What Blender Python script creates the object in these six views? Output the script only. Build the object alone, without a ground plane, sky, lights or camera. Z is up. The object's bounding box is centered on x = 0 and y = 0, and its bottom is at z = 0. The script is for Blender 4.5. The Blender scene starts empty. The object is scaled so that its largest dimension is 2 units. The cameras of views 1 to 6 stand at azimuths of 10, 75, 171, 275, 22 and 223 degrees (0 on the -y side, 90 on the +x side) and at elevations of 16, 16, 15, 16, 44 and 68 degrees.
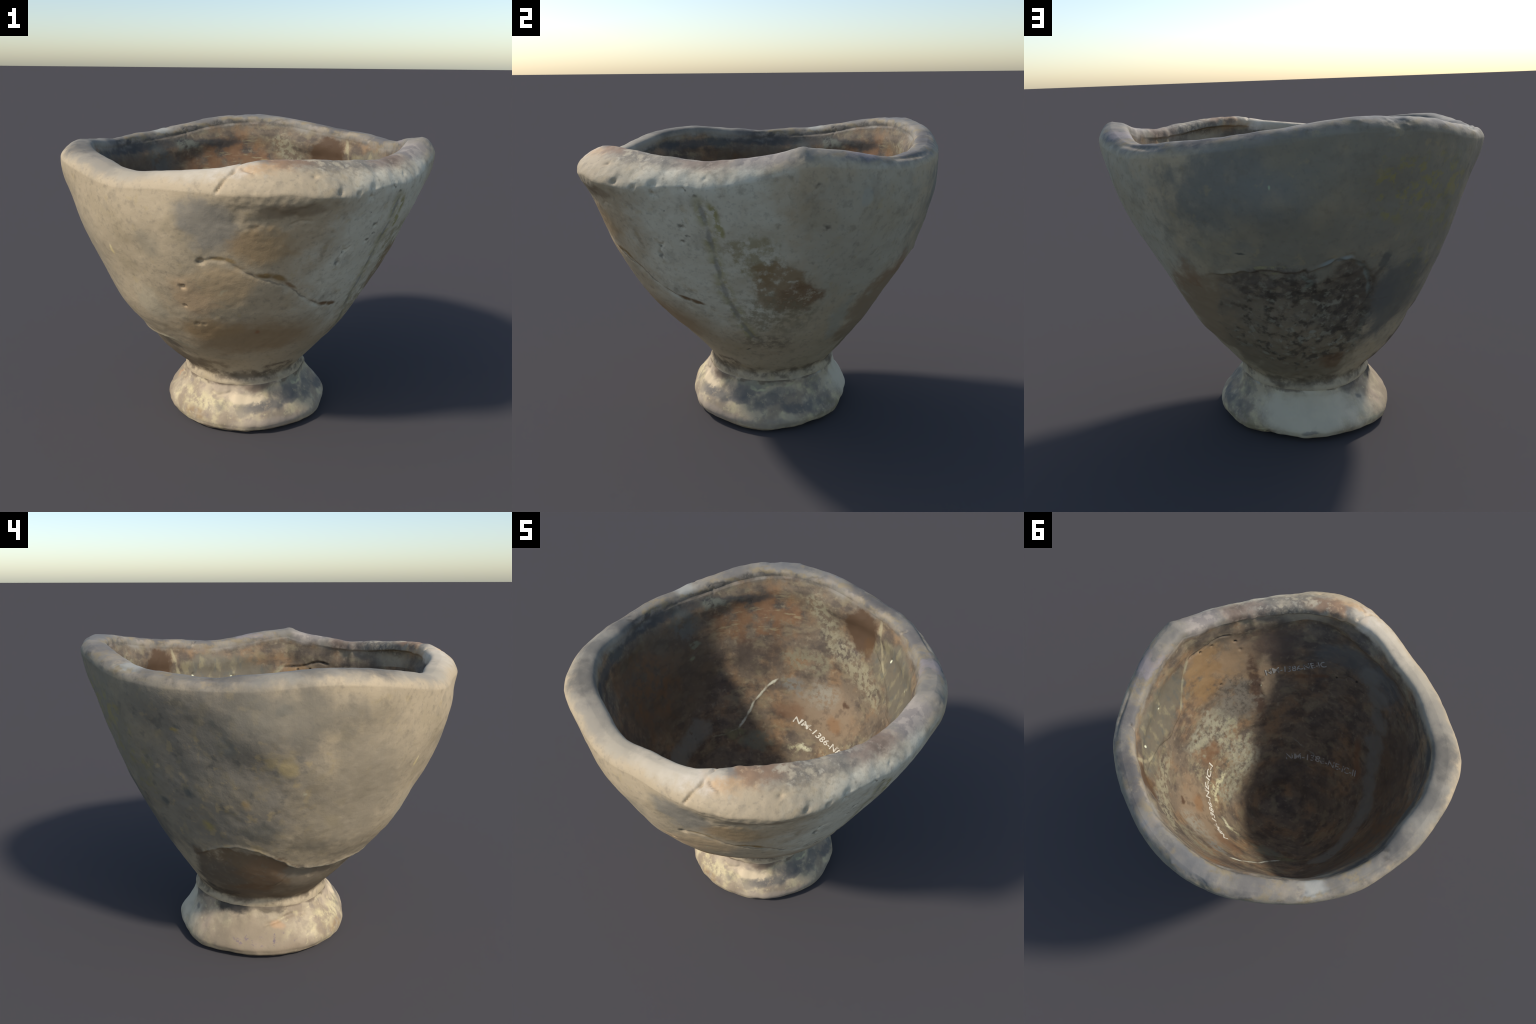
"""Footed clay bowl: a hand-built, chipped and stained bowl on a short flared foot.

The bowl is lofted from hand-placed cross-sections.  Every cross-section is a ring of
24 radii (one every 15 degrees, azimuth 0 on -y, 90 on +x); between the rings the wall
is a smooth cubic.  Lip, inner wall and floor follow from rim height, lip thickness and
wall thickness.  Cracks, pits, chips and ledges are carved / raised on that surface.
"""
import math
import numpy as np

SECTORS = 24
LEVELS = np.array([0, 0.025, 0.065, 0.12, 0.175, 0.225, 0.265, 0.31, 0.38, 0.48, 0.62, 0.8, 1, 1.17, 1.34, 1.5, 1.7])
RINGS = np.array([
    [0.384, 0.382, 0.376, 0.374, 0.379, 0.391, 0.396, 0.413, 0.423, 0.429, 0.434, 0.443, 0.463, 0.476, 0.489, 0.496, 0.486, 0.476, 0.463, 0.445, 0.427, 0.414, 0.402, 0.389],   # z = 0
    [0.413, 0.412, 0.407, 0.406, 0.411, 0.420, 0.426, 0.441, 0.451, 0.459, 0.464, 0.477, 0.499, 0.512, 0.522, 0.529, 0.516, 0.507, 0.493, 0.476, 0.457, 0.445, 0.431, 0.418],   # z = 0.025
    [0.431, 0.433, 0.432, 0.428, 0.429, 0.432, 0.446, 0.459, 0.466, 0.480, 0.485, 0.499, 0.526, 0.544, 0.544, 0.549, 0.538, 0.525, 0.510, 0.498, 0.481, 0.469, 0.453, 0.441],   # z = 0.065
    [0.414, 0.409, 0.408, 0.405, 0.400, 0.402, 0.417, 0.427, 0.433, 0.452, 0.468, 0.480, 0.497, 0.523, 0.527, 0.525, 0.516, 0.497, 0.484, 0.476, 0.463, 0.453, 0.440, 0.427],   # z = 0.12
    [0.377, 0.370, 0.364, 0.360, 0.358, 0.358, 0.366, 0.377, 0.390, 0.408, 0.423, 0.440, 0.457, 0.475, 0.480, 0.476, 0.466, 0.453, 0.440, 0.430, 0.419, 0.411, 0.400, 0.388],   # z = 0.175
    [0.337, 0.329, 0.323, 0.319, 0.318, 0.318, 0.327, 0.340, 0.356, 0.374, 0.393, 0.413, 0.438, 0.451, 0.449, 0.443, 0.432, 0.418, 0.406, 0.396, 0.384, 0.370, 0.358, 0.347],   # z = 0.225
    [0.330, 0.321, 0.316, 0.313, 0.312, 0.312, 0.321, 0.337, 0.352, 0.372, 0.391, 0.412, 0.440, 0.451, 0.446, 0.439, 0.429, 0.415, 0.403, 0.394, 0.380, 0.364, 0.348, 0.338],   # z = 0.265
    [0.309, 0.306, 0.301, 0.299, 0.298, 0.300, 0.307, 0.322, 0.340, 0.360, 0.380, 0.401, 0.423, 0.432, 0.432, 0.427, 0.417, 0.404, 0.392, 0.381, 0.367, 0.352, 0.335, 0.318],   # z = 0.31
    [0.342, 0.338, 0.341, 0.351, 0.357, 0.353, 0.362, 0.382, 0.400, 0.423, 0.439, 0.462, 0.473, 0.473, 0.469, 0.486, 0.496, 0.485, 0.471, 0.455, 0.437, 0.412, 0.388, 0.361],   # z = 0.38
    [0.432, 0.415, 0.424, 0.434, 0.437, 0.435, 0.447, 0.465, 0.477, 0.499, 0.518, 0.543, 0.544, 0.537, 0.534, 0.552, 0.575, 0.572, 0.565, 0.554, 0.534, 0.509, 0.487, 0.466],   # z = 0.48
    [0.570, 0.550, 0.550, 0.550, 0.550, 0.550, 0.562, 0.569, 0.591, 0.606, 0.615, 0.638, 0.633, 0.622, 0.617, 0.635, 0.651, 0.653, 0.656, 0.656, 0.642, 0.636, 0.619, 0.611],   # z = 0.62
    [0.708, 0.695, 0.684, 0.666, 0.648, 0.661, 0.666, 0.664, 0.697, 0.712, 0.716, 0.721, 0.716, 0.710, 0.716, 0.736, 0.741, 0.753, 0.769, 0.776, 0.766, 0.763, 0.747, 0.727],   # z = 0.8
    [0.820, 0.809, 0.794, 0.775, 0.759, 0.762, 0.777, 0.774, 0.803, 0.827, 0.838, 0.833, 0.817, 0.804, 0.810, 0.831, 0.823, 0.833, 0.858, 0.866, 0.853, 0.848, 0.831, 0.837],   # z = 1
    [0.886, 0.881, 0.873, 0.854, 0.843, 0.843, 0.850, 0.871, 0.877, 0.891, 0.899, 0.899, 0.892, 0.877, 0.876, 0.890, 0.876, 0.884, 0.917, 0.932, 0.924, 0.916, 0.903, 0.905],   # z = 1.17
    [0.946, 0.952, 0.956, 0.929, 0.916, 0.923, 0.923, 0.935, 0.933, 0.948, 0.951, 0.964, 0.955, 0.929, 0.932, 0.940, 0.926, 0.943, 0.980, 0.984, 0.974, 0.957, 0.950, 0.952],   # z = 1.34
    [0.993, 1.033, 1.031, 0.973, 0.962, 0.965, 0.969, 0.962, 0.959, 0.965, 0.958, 0.951, 0.978, 0.982, 0.966, 0.972, 0.981, 0.988, 0.989, 1.008, 1.021, 0.971, 0.963, 0.950],   # z = 1.5
    [0.971, 0.995, 0.963, 0.938, 0.933, 0.963, 0.986, 0.964, 0.955, 0.950, 0.946, 0.966, 0.983, 1.012, 1.015, 1.003, 0.991, 0.977, 0.987, 1.012, 1.008, 0.972, 0.948, 0.935],   # z = 1.7
])
RIM_HEIGHT = np.array([1.573, 1.609, 1.608, 1.588, 1.583, 1.605, 1.631, 1.603, 1.576, 1.591, 1.615, 1.640, 1.673, 1.676, 1.652, 1.606, 1.585, 1.578, 1.583, 1.613, 1.605, 1.564, 1.536, 1.554])
LIP_WIDTH = np.array([0.153, 0.195, 0.2, 0.168, 0.155, 0.155, 0.155, 0.137, 0.123, 0.123, 0.13, 0.118, 0.133, 0.142, 0.142, 0.124, 0.113, 0.123, 0.142, 0.158, 0.173, 0.15, 0.14, 0.146])
LIP_DROP = np.array([0.085, 0.125, 0.135, 0.12, 0.1, 0.085, 0.07, 0.06, 0.055, 0.055, 0.055, 0.055, 0.055, 0.055, 0.055, 0.055, 0.055, 0.055, 0.055, 0.06, 0.065, 0.065, 0.065, 0.07])
LIP_BEVEL = np.array([0.095, 0.13, 0.135, 0.115, 0.1, 0.085, 0.07, 0.06, 0.055, 0.055, 0.055, 0.055, 0.055, 0.055, 0.055, 0.055, 0.055, 0.055, 0.06, 0.075, 0.085, 0.08, 0.08, 0.08])
LIP_FLAT = np.array([0.35, 0.6, 0.6, 0.55, 0.5, 0.45, 0.35, 0.3, 0.3, 0.3, 0.3, 0.3, 0.3, 0.3, 0.3, 0.3, 0.3, 0.3, 0.3, 0.3, 0.3, 0.3, 0.3, 0.3])
WALL_EXTRA = np.array([.006, .010, .026, .026, .014, .006, .004, .006, .007, .006, .010, .016,
                       .016, .008, -.002, -.014, -.008, .012, .032, .040, .034, .018, .006, .006])
WALL_LOW = np.array([.145, .15, .15, .15, .145, .14, .145, .145, .145, .145, .15, .15,
                     .145, .135, .128, .128, .122, .122, .135, .13, .12, .13, .14, .145])
KNEE = np.array([.71, .72, .72, .72, .72, .72, .72, .72, .72, .72, .72, .72,
                 .70, .68, .65, .62, .60, .60, .60, .60, .62, .66, .69, .70])
FLOOR_CURVE = np.array([1.6, 1.5, 1.4, 1.3, 1.25, 1.15, 1.15, 1.35, 1.7, 2, 2.2, 2.3,
                        2.3, 2.1, 2, 2, 2, 2, 2, 1.9, 1.7, 1.6, 1.6, 1.55])
FLOOR_Z = 0.305       # inside bottom of the bowl
PEAK_AZ = 86         # sharp corner of the rim
NECK_Z = 0.262


# ------------------------------------------------------------------ interpolation
def around(values, az):
    """Smooth periodic interpolation of a 24-sector list at azimuth az (degrees)."""
    t = np.mod(az, 360) / 360 * SECTORS
    i = np.floor(t).astype(int)
    f = t - i
    w = (-.5*f + f**2 - .5*f**3, 1 - 2.5*f**2 + 1.5*f**3,
         .5*f + 2*f**2 - 1.5*f**3, -.5*f**2 + .5*f**3)
    return sum(values[..., (i + k - 1) % SECTORS] * w[k] for k in range(4))


def outer_radius(az, z):
    """Radius of the outer wall: cubic through the rings."""
    az, z = np.broadcast_arrays(az, z)
    n = len(LEVELS)
    i = np.clip(np.searchsorted(LEVELS, z, side='right') - 1, 0, n - 2)
    h = LEVELS[i + 1] - LEVELS[i]
    t = (z - LEVELS[i]) / h

    def ring(k):
        tt = np.mod(az, 360) / 360 * SECTORS
        j = np.floor(tt).astype(int)
        f = tt - j
        w = (-.5*f + f**2 - .5*f**3, 1 - 2.5*f**2 + 1.5*f**3,
             .5*f + 2*f**2 - 1.5*f**3, -.5*f**2 + .5*f**3)
        return sum(RINGS[k, (j + q - 1) % SECTORS] * w[q] for q in range(4))

    def slope(k):
        a, b = np.clip(k - 1, 0, n - 1), np.clip(k + 1, 0, n - 1)
        return (ring(b) - ring(a)) / (LEVELS[b] - LEVELS[a])

    return ((2*t**3 - 3*t**2 + 1) * ring(i) + (-2*t**3 + 3*t**2) * ring(i + 1)
            + (t**3 - 2*t**2 + t) * h * slope(i) + (t**3 - t**2) * h * slope(i + 1))


def smooth(x, a, b):
    t = np.clip((x - a) / (b - a), 0, 1)
    return t * t * (3 - 2 * t)


def cusp(az, width):
    return np.exp(-np.abs((az - PEAK_AZ + 180) % 360 - 180) / width)


def rim_height(az):
    return around(RIM_HEIGHT, az) + .020 * cusp(az, 5.0)


def outer(az, z):
    return outer_radius(az, z) + .012 * cusp(az, 6.0) * np.clip((z - 1.3) / .2, 0, 1)


def inner_radius(az, z):
    """Radius of the inner wall above the knee."""
    lip = around(LIP_WIDTH, az)
    edge = rim_height(az) - .05
    high = smooth(z, .65, 1.0)
    wall = (around(WALL_LOW, az) * (1 - high) + .112 * high + .015 * smooth(z, 1.0, 1.35)
            + around(WALL_EXTRA, az) * high)
    t = wall + (lip - wall) * np.exp(-np.maximum(edge - z, 0) / .10)
    swell = .016 + .040 * np.exp(-(((az - 5 + 180) % 360 - 180) / 17) ** 2)     # lip runs on into the wall
    t = t + swell * np.exp(-((edge - z - .085) / .055) ** 2)
    return outer(az, np.minimum(z, edge)) - t


def skin(az, s):
    """Point of the undamaged skin.  s: -1..0 underside, 0..1 outer wall, 1..2 outer half
    of the lip, 2..3 inner half of the lip, 3..4 inner wall, 4..5 floor."""
    az, s = np.broadcast_arrays(np.asarray(az, float), np.asarray(s, float))
    top = rim_height(az)
    drop = around(LIP_DROP, az)
    a180 = (az + 180) % 360 - 180
    broken = smooth(a180, 2, 10) * (1 - smooth(a180, 58, 75))               # chipped front edge
    drop = drop + broken * (.010 * np.sin(a180 * .21 + .6) + .003 * np.sin(a180 * .55) - .004)
    bevel = around(LIP_BEVEL, az)
    width = around(LIP_WIDTH, az)
    flat = around(LIP_FLAT, az)
    a = np.clip(s - 1, 0, 1)
    b = np.clip(s - 2, 0, 1) * np.pi / 2
    rise = np.sin(a * np.pi / 2)
    back = 1 - np.cos(a * np.pi / 2)
    rise, back = rise + (a - rise) * flat, back + (a - back) * flat
    foot = NECK_Z * np.clip(s, 0, .2) / .2
    body = NECK_Z + (top - drop - NECK_Z) * (s - .2) / .8
    z = np.where(s <= .2, foot, np.where(s <= 1, body, top - drop + drop * rise))
    r = outer(az, z) - bevel * back - (width - bevel) * np.sin(b) ** .65
    z = z - .05 * (1 - np.cos(b)) ** 1.5
    edge = top - .05
    knee = around(KNEE, az)
    zi = edge + (knee - edge) * np.clip(s - 3, 0, 1)
    wall = s > 3
    z = np.where(wall, zi, z)
    r = np.where(wall, inner_radius(az, zi), r)
    u = 1 - np.clip(s - 4, 0, 1)
    floor = s > 4
    r = np.where(floor, inner_radius(az, knee) * u, r)
    z = np.where(floor, FLOOR_Z + (knee - FLOOR_Z) * u ** (2 + (around(FLOOR_CURVE, az) - 2) * smooth(u, 0, .35)), z)
    under = s < 0
    v = 1 + np.minimum(s, 0)
    r = np.where(under, r * v, r)
    z = np.where(under, .012 * smooth(1 - v, .12, .5), z)
    t = np.radians(az)
    return np.stack([r * np.sin(t), -r * np.cos(t), z], -1)


# ------------------------------------------------------------------ value noise for relief
def lattice(ix, iy, iz, seed):
    h = (ix * 374761393 + iy * 668265263 + iz * 2147483647 + seed * 974711) & 0xffffffff
    h = ((h ^ (h >> 13)) * 1274126177) & 0xffffffff
    h = h ^ (h >> 16)
    return (h & 0xffff) / 32767.5 - 1.0


def noise3(p, scale, seed=0):
    q = p * scale + 100.0
    i = np.floor(q).astype(np.int64)
    f = q - i
    f = f * f * f * (f * (f * 6 - 15) + 10)
    out = 0
    for dx in (0, 1):
        for dy in (0, 1):
            for dz in (0, 1):
                w = (np.where(dx, f[..., 0], 1 - f[..., 0]) * np.where(dy, f[..., 1], 1 - f[..., 1])
                     * np.where(dz, f[..., 2], 1 - f[..., 2]))
                out = out + w * lattice(i[..., 0] + dx, i[..., 1] + dy, i[..., 2] + dz, seed)
    return out


def line_distance(p, pts):
    """Distance of points p to a 3D polyline, and the 0..1 position along it."""
    best = np.full(p.shape[0], 9.0)
    along = np.zeros(p.shape[0])
    n = len(pts) - 1
    for k in range(n):
        a, b = np.array(pts[k]), np.array(pts[k + 1])
        ab = b - a
        t = np.clip(((p - a) @ ab) / (ab @ ab), 0, 1)
        d = np.linalg.norm(p - a - t[..., None] * ab, axis=-1)
        m = d < best
        best = np.where(m, d, best)
        along = np.where(m, (k + t) / n, along)
    return best, along


def near(p, pts, reach):
    """Mask of the points inside the bounding box of pts grown by reach."""
    q = np.asarray(pts)
    return np.all((p > q.min(0) - reach) & (p < q.max(0) + reach), axis=-1)


def on_outer(az, z):
    r = float(outer(np.array(float(az)), np.array(float(z))))
    return (r * math.sin(math.radians(az)), -r * math.cos(math.radians(az)), z)


def on_inner(az, z):
    knee = float(around(KNEE, np.array(float(az))))
    if z >= knee:
        s = 3 + (float(rim_height(np.array(float(az)))) - .05 - z) / (float(rim_height(np.array(float(az)))) - .05 - knee)
        return tuple(skin(np.array(float(az)), np.array(s)))
    lo, hi = 4.0, 5.0
    for _ in range(24):
        mid = (lo + hi) / 2
        if skin(np.array(float(az)), np.array(mid))[2] > z:
            lo = mid
        else:
            hi = mid
    return tuple(skin(np.array(float(az)), np.array(lo)))


def on_lip(az, s):
    return tuple(skin(np.array(float(az)), np.array(float(s))))


# lines that are carved: (points, depth, half width)
CRACKS = [
    # long crack across the front
    ([on_outer(*q) for q in ((355.5, 1.156), (359.5, 1.172), (3.5, 1.167), (6, 1.14), (8.5, 1.114),
      (13, 1.078), (17.5, 1.062), (23, 1.022), (27.5, .975), (32.5, .918), (38.5, .873),
      (45, .855), (50, .833))], .0055, .011),
    # crack over the front rim and its short branch
    ([on_lip(*q) for q in ((9, 2.5), (8.3, 2.16), (6.3, 1.7), (4.2, 1.45), (3, 1.22), (2.2, 1.02))],
     .016, .007),
    ([on_lip(*q) for q in ((8.3, 1.85), (9.5, 1.7), (11.5, 1.62), (11.8, 1.5))], .010, .007),
    # hollow below the front lump
    ([on_outer(*q) for q in ((5, 1.385), (9, 1.395), (16, 1.39), (22, 1.395), (28, 1.39), (33, 1.36))], .008, .060),
    # break lines low on the left side
    ([on_outer(*q) for q in ((270, .452), (274, .46), (278, .49), (281.5, .545))], .006, .006),
    ([on_outer(*q) for q in ((281, .612), (284.5, .59), (288, .592))], .012, .009),
    # rim of the dark scar at the back
    ([on_outer(*q) for q in ((178.5, 1.075), (182, 1.095), (187, 1.10), (192, 1.045), (197.5, .94),
      (199, .87), (198, .80))], .007, .008),
    ([on_outer(*q) for q in ((173, 1.04), (176, 1.03), (177, .99), (173.5, .98))], .006, .008),
    # groove on the foot
    ([on_outer(*q) for q in ((268, .175), (277, .19), (286, .212), (294, .212), (303, .205))], .011, .011),
    ([on_outer(*q) for q in ((333, .215), (340, .20), (347, .21), (353, .225))], .006, .008),
    # thin scratches on the right side
    ([on_outer(*q) for q in ((43, 1.20), (41, 1.17), (39, 1.13))], .004, .006),
    ([on_outer(*q) for q in ((27, 1.36), (23.5, 1.365), (20.5, 1.345))], .004, .006),
    # seam running down the right side
    ([on_outer(*q) for q in ((58, 1.42), (59, 1.32), (59.3, 1.2), (59.5, 1.06), (60, .92), (62.5, .8),
      (66.5, .69), (71, .617))], .004, .012),
    # rim joints
    ([on_lip(*q) for q in ((226, 1.6), (227, 1.9), (229, 1.96))], .008, .007),
    ([on_lip(*q) for q in ((129, 2.3), (130, 2.6), (131, 2.8))], .014, .008),
    ([on_lip(*q) for q in ((222, 2.6), (221, 2.9), (221, 3.02))], .008, .008),
    # inside: crevice below the right rim, floor cracks
    ([on_inner(*q) for q in ((88, 1.40), (84, 1.405), (79.5, 1.406), (75, 1.425), (71, 1.44),
      (66, 1.43))], .014, .007),
    ([on_inner(*q) for q in ((88, 1.42), (93.5, 1.334), (99.5, 1.228), (106, 1.14), (119.5, 1.129),
      (126.5, 1.205), (142.5, 1.332))], .006, .010),
    ([on_inner(*q) for q in ((11, 1.063), (7, 1.08), (4.5, 1.12), (359.5, 1.126), (357, 1.11))], .007, .006),
    ([on_inner(*q) for q in ((70, .48), (20, .475), (356, .47), (332, .49))], .006, .006),
    ([on_inner(*q) for q in ((192, .985), (198.5, .932), (206, .85), (212, .76), (219, .69))], -.004, .007),
]

# pits: (point, depth, radius)
PITS = [
    (on_outer(356, 1.158), .018, .014), (on_outer(348.5, 1.009), .018, .012),
    (on_outer(347, .889), .009, .009), (on_outer(349, .771), .009, .010), (on_outer(352, .775), .006, .009),
    (on_lip(33, 1.12), .016, .013), (on_lip(39, 1.02), .015, .012), (on_lip(45, 1.05), .010, .016),
    (on_outer(44.5, 1.443), .012, .013), (on_lip(27, 1.52), .012, .014), (on_outer(21.5, 1.392), .006, .02),
    (on_outer(41, 1.179), .009, .012), (on_outer(39.5, 1.125), .009, .014), (on_outer(49.5, 1.21), .005, .010),
    (on_outer(51.5, 1.285), .005, .010), (on_outer(54, 1.476), .006, .012), (on_lip(60, 1.3), .006, .012),
    (on_outer(65.5, .526), .008, .008), (on_outer(167, .995), .008, .011), (on_outer(173, 1.035), .012, .014),
    (on_inner(75, 1.39), .010, .009), (on_inner(81, 1.39), .012, .010), (on_inner(64, 1.36), .012, .010),
    (on_inner(62.5, 1.29), .010, .010), (on_inner(78, 1.10), .010, .012), (on_inner(132, 1.375), .012, .012),
    (on_inner(112, 1.36), -.010, .012), (on_inner(55, 1.0), -.008, .012),
    (on_lip(196, 1.45), .012, .045), (on_lip(186, 1.6), -.006, .014), (on_lip(340, 1.75), .003, .006),
    (on_lip(85, 1.8), -.008, .03), (on_outer(150, .02), .02, .02),
]


def relief(p, az, s):
    """Displacement along the normal."""
    d = .0055 * noise3(p, 4.5, 1) + .0022 * noise3(p, 11.0, 2) + .0010 * noise3(p, 31.0, 3)
    inside = smooth(s, 2.6, 3.2)
    z = p[..., 2]
    # broken, knobbly front of the rim
    a = (az + 180) % 360 - 180
    chip = smooth(a, 2, 10) * (1 - smooth(a, 60, 84)) * smooth(s, .93, 1.02) * (1 - smooth(s, 1.9, 2.6))
    d = d + chip * (.004 * noise3(p, 7.0, 4) + .0022 * noise3(p, 15.0, 5) + .0016 * noise3(p, 30.0, 6))
    lump = smooth(a, 0, 13) * (1 - smooth(a, 25, 44)) * smooth(z + .014 * noise3(p, 12.0, 31), 1.415, 1.455) * (1 - smooth(s, 1.1, 1.6))
    d = d + lump * (.004 + .005 * noise3(p, 10.0, 32) + .002 * noise3(p, 36.0, 33))
    back = smooth(np.abs(a), 75, 100)
    crest = smooth(s, 1.0, 1.3) * (1 - smooth(s, 2.7, 3.0))
    d = d + back * crest * (.004 * noise3(p, 6.0, 41) + .002 * noise3(p, 19.0, 42))
    line = 1.75 + .25 * noise3(p, 3.0, 43)
    d = d - back * .006 * np.exp(-((s - line) / .16) ** 2) * smooth(noise3(p, 4.0, 44), -.2, .3)
    # ripples just under the inner lip on the right
    comb = smooth(az, 66, 80) * (1 - smooth(az, 140, 160)) * smooth(s, 2.3, 2.8) * (1 - smooth(s, 3.05, 3.25))
    d = d + comb * .004 * noise3(np.stack([az / 3.2, az * 0, z * 4], -1), 1.0, 8)
    comb2 = smooth(a, -2, 4) * (1 - smooth(a, 60, 72)) * smooth(s, 2.2, 2.7) * (1 - smooth(s, 3.0, 3.2))
    d = d + comb2 * .005 * noise3(np.stack([az / 2.6, az * 0, z * 6], -1), 1.0, 9)
    # shell that overlaps the lower left of the bowl: a step down below its broken edge
    edge_az = np.array([236., 243, 254, 261, 268, 273, 278.5, 282.5, 286, 292.5, 303.5, 310.5, 321.5, 330])
    edge_z = np.array([.62, .662, .726, .745, .728, .696, .649, .61, .59, .59, .585, .604, .603, .60])
    ez = np.interp(az, edge_az, edge_z) + .004 * noise3(p, 40.0, 12)
    span = smooth(az, 236, 246) * (1 - smooth(az, 318, 332))
    below = ez - z
    step = smooth(below, -.004, .006) * (1 - smooth(below, .03, .16)) * span * (s < 1) * (z > .3)
    ridge = np.exp(-((below + .002) / .012) ** 2) * span * (s < 1)
    d = d - .012 * step + .005 * ridge
    # flaked scar at the back, a thin step down below its upper edge
    scar_z = np.interp(az, [140, 146, 156, 164, 175, 178, 182, 187, 192, 197, 200],
                       [.99, 1.02, 1.04, 1.045, 1.035, 1.055, 1.08, 1.09, 1.035, .94, .80]) + .010 * noise3(p, 22.0, 51)
    under = scar_z - z
    span = smooth(az, 138, 150) * (1 - smooth(az + 1.5 * noise3(p, 20.0, 54), 198, 200.5)) * (s < 1) * (z > .3)
    d = d - .012 * smooth(under, -.004, .008) * (1 - smooth(under, .15, .5)) * span * (.8 + .5 * noise3(p, 9.0, 52))
    d = d + .005 * np.exp(-((under + .003) / .012) ** 2) * span * smooth(noise3(p, 10.0, 55), -.5, .2)
    d = d + span * smooth(under, 0, .03) * .004 * noise3(p, 26.0, 53)
    # crease where the bowl sits on the foot
    crease = NECK_Z + .012 * noise3(np.stack([np.sin(np.radians(az)), np.cos(np.radians(az)), az * 0], -1), 3.0, 14)
    pinch = .0055 + .006 * noise3(p, 6.0, 18)
    d = d - pinch * np.exp(-((z - crease) / (.013 + .005 * noise3(p, 9.0, 19))) ** 2) * (s < 1) * (s > 0)
    ring = np.stack([np.sin(np.radians(az)) * 2.2, np.cos(np.radians(az)) * 2.2, z * 1.2], -1)
    d = d + .007 * noise3(ring, 4.0, 23) * np.exp(-((z - .235) / .05) ** 2) * (s < 1) * (s > 0)
    # lumpy modelled foot
    foot = (1 - smooth(z, .2, .27)) * (s < 1) * (s > -.3)
    d = d + foot * (.007 * noise3(p, 7.0, 15) + .003 * noise3(p, 19.0, 16))
    d = d + .004 * np.exp(-((z - .036 - .006 * noise3(p, 8.0, 17)) / .009) ** 2) * foot
    for pts, depth, width in CRACKS:
        m = near(p, pts, width * 4)
        q = p[m]
        dist, t = line_distance(q, pts)
        ends = smooth(t, 0, .08) * (1 - smooth(t, .92, 1))
        ragged = width * (1 + .35 * noise3(q, 45.0, 20))
        d[m] -= depth * np.exp(-(dist / ragged) ** 2) * (.35 + .65 * ends) * (.8 + .4 * noise3(q, 25.0, 21))
    for c, depth, rad in PITS:
        m = near(p, [c], rad * 4)
        q = p[m]
        dist = np.linalg.norm(q - np.array(c), axis=-1)
        d[m] -= depth * np.exp(-(dist / (rad * (1 + .3 * noise3(q, 60.0, 22)))) ** 2)
    # inside: sherds that stand proud along their joints, crust on the lime patch
    inner = smooth(s, 3.02, 3.12)
    joint = np.interp(az, [84, 87, 93.5, 99.5, 106, 119.5, 126.5, 142.5, 146], [1.46, 1.42, 1.334, 1.228, 1.14, 1.129, 1.205, 1.332, 1.40])
    over = z - joint + .006 * noise3(p, 30.0, 61)
    span = smooth(az, 85, 92) * (1 - smooth(az, 138, 147)) * inner
    d = d + span * .008 * smooth(over, -.006, .006) * (1 - smooth(over, .05, .22))
    panel = smooth(az, 144.5, 145.5) * (1 - smooth(az + 14 * (1.5 - z), 166, 167.5)) * smooth(z, 1.26, 1.28) * inner
    d = d - .005 * panel
    crust = np.exp(-(((az - 105) / 26) ** 2 + ((z - .78) / .22) ** 2)) * inner
    d = d + crust * (.004 * noise3(p, 17.0, 62) + .003 * noise3(p, 38.0, 63) + .004)
    d = d + inner * (.0030 * noise3(p, 9.0, 64) + .0012 * noise3(p, 24.0, 65))
    # calm the poles
    return d * smooth(s, -.75, -.4) * (1 - .8 * smooth(s, 4.85, 5)) * (1 - .25 * inside)


# ------------------------------------------------------------------ build the surface grid
def build_grid():
    n_az = 720
    s_rows = np.concatenate([
        np.linspace(-.98, -.1, 14), np.linspace(-.06, 0, 5),
        np.linspace(0, 1, 300)[1:], np.linspace(1, 2, 22)[1:], np.linspace(2, 3, 22)[1:],
        np.linspace(3, 4, 150)[1:], np.linspace(4, 4.985, 100)[1:]])
    az_row = np.arange(n_az) * 360 / n_az
    az, s = np.meshgrid(az_row, s_rows, indexing='xy')      # rows = s
    p = skin(az, s)
    # round the bottom edge of the foot
    low = np.exp(-(p[..., 2] / .014) ** 2) * (s > -.4)
    shrink = 1 - .010 * low * smooth(s, -.5, 0)
    p[..., :2] *= shrink[..., None]
    # keep the rings concentric on the foot's own centre towards the poles
    du = np.roll(p, -1, 1) - np.roll(p, 1, 1)
    dv = np.gradient(p, axis=0)
    nrm = np.cross(du, dv)
    nrm /= np.linalg.norm(nrm, axis=-1, keepdims=True) + 1e-12
    p = p + nrm * relief(p, az, s)[..., None]
    ring = p[int(np.argmin(np.abs(s_rows)))]
    p[..., 2] -= np.median(ring[:, 2]) + .002
    p[..., 2] = np.where(s < .02, np.maximum(p[..., 2], .0), p[..., 2])
    return p, s_rows


def grid_normals(p):
    du = np.roll(p, -1, 1) - np.roll(p, 1, 1)
    dv = np.gradient(p, axis=0)
    nrm = np.cross(du, dv)
    return nrm / (np.linalg.norm(nrm, axis=-1, keepdims=True) + 1e-12)


import bpy
from mathutils import Matrix, Vector
from mathutils.bvhtree import BVHTree

P, S_ROWS = build_grid()
N = grid_normals(P)
ROWS, COLS = P.shape[:2]

root = bpy.data.objects.new("footed_bowl", None)
bpy.context.scene.collection.objects.link(root)
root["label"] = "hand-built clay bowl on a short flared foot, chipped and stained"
root["category"] = "pottery bowl"


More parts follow.
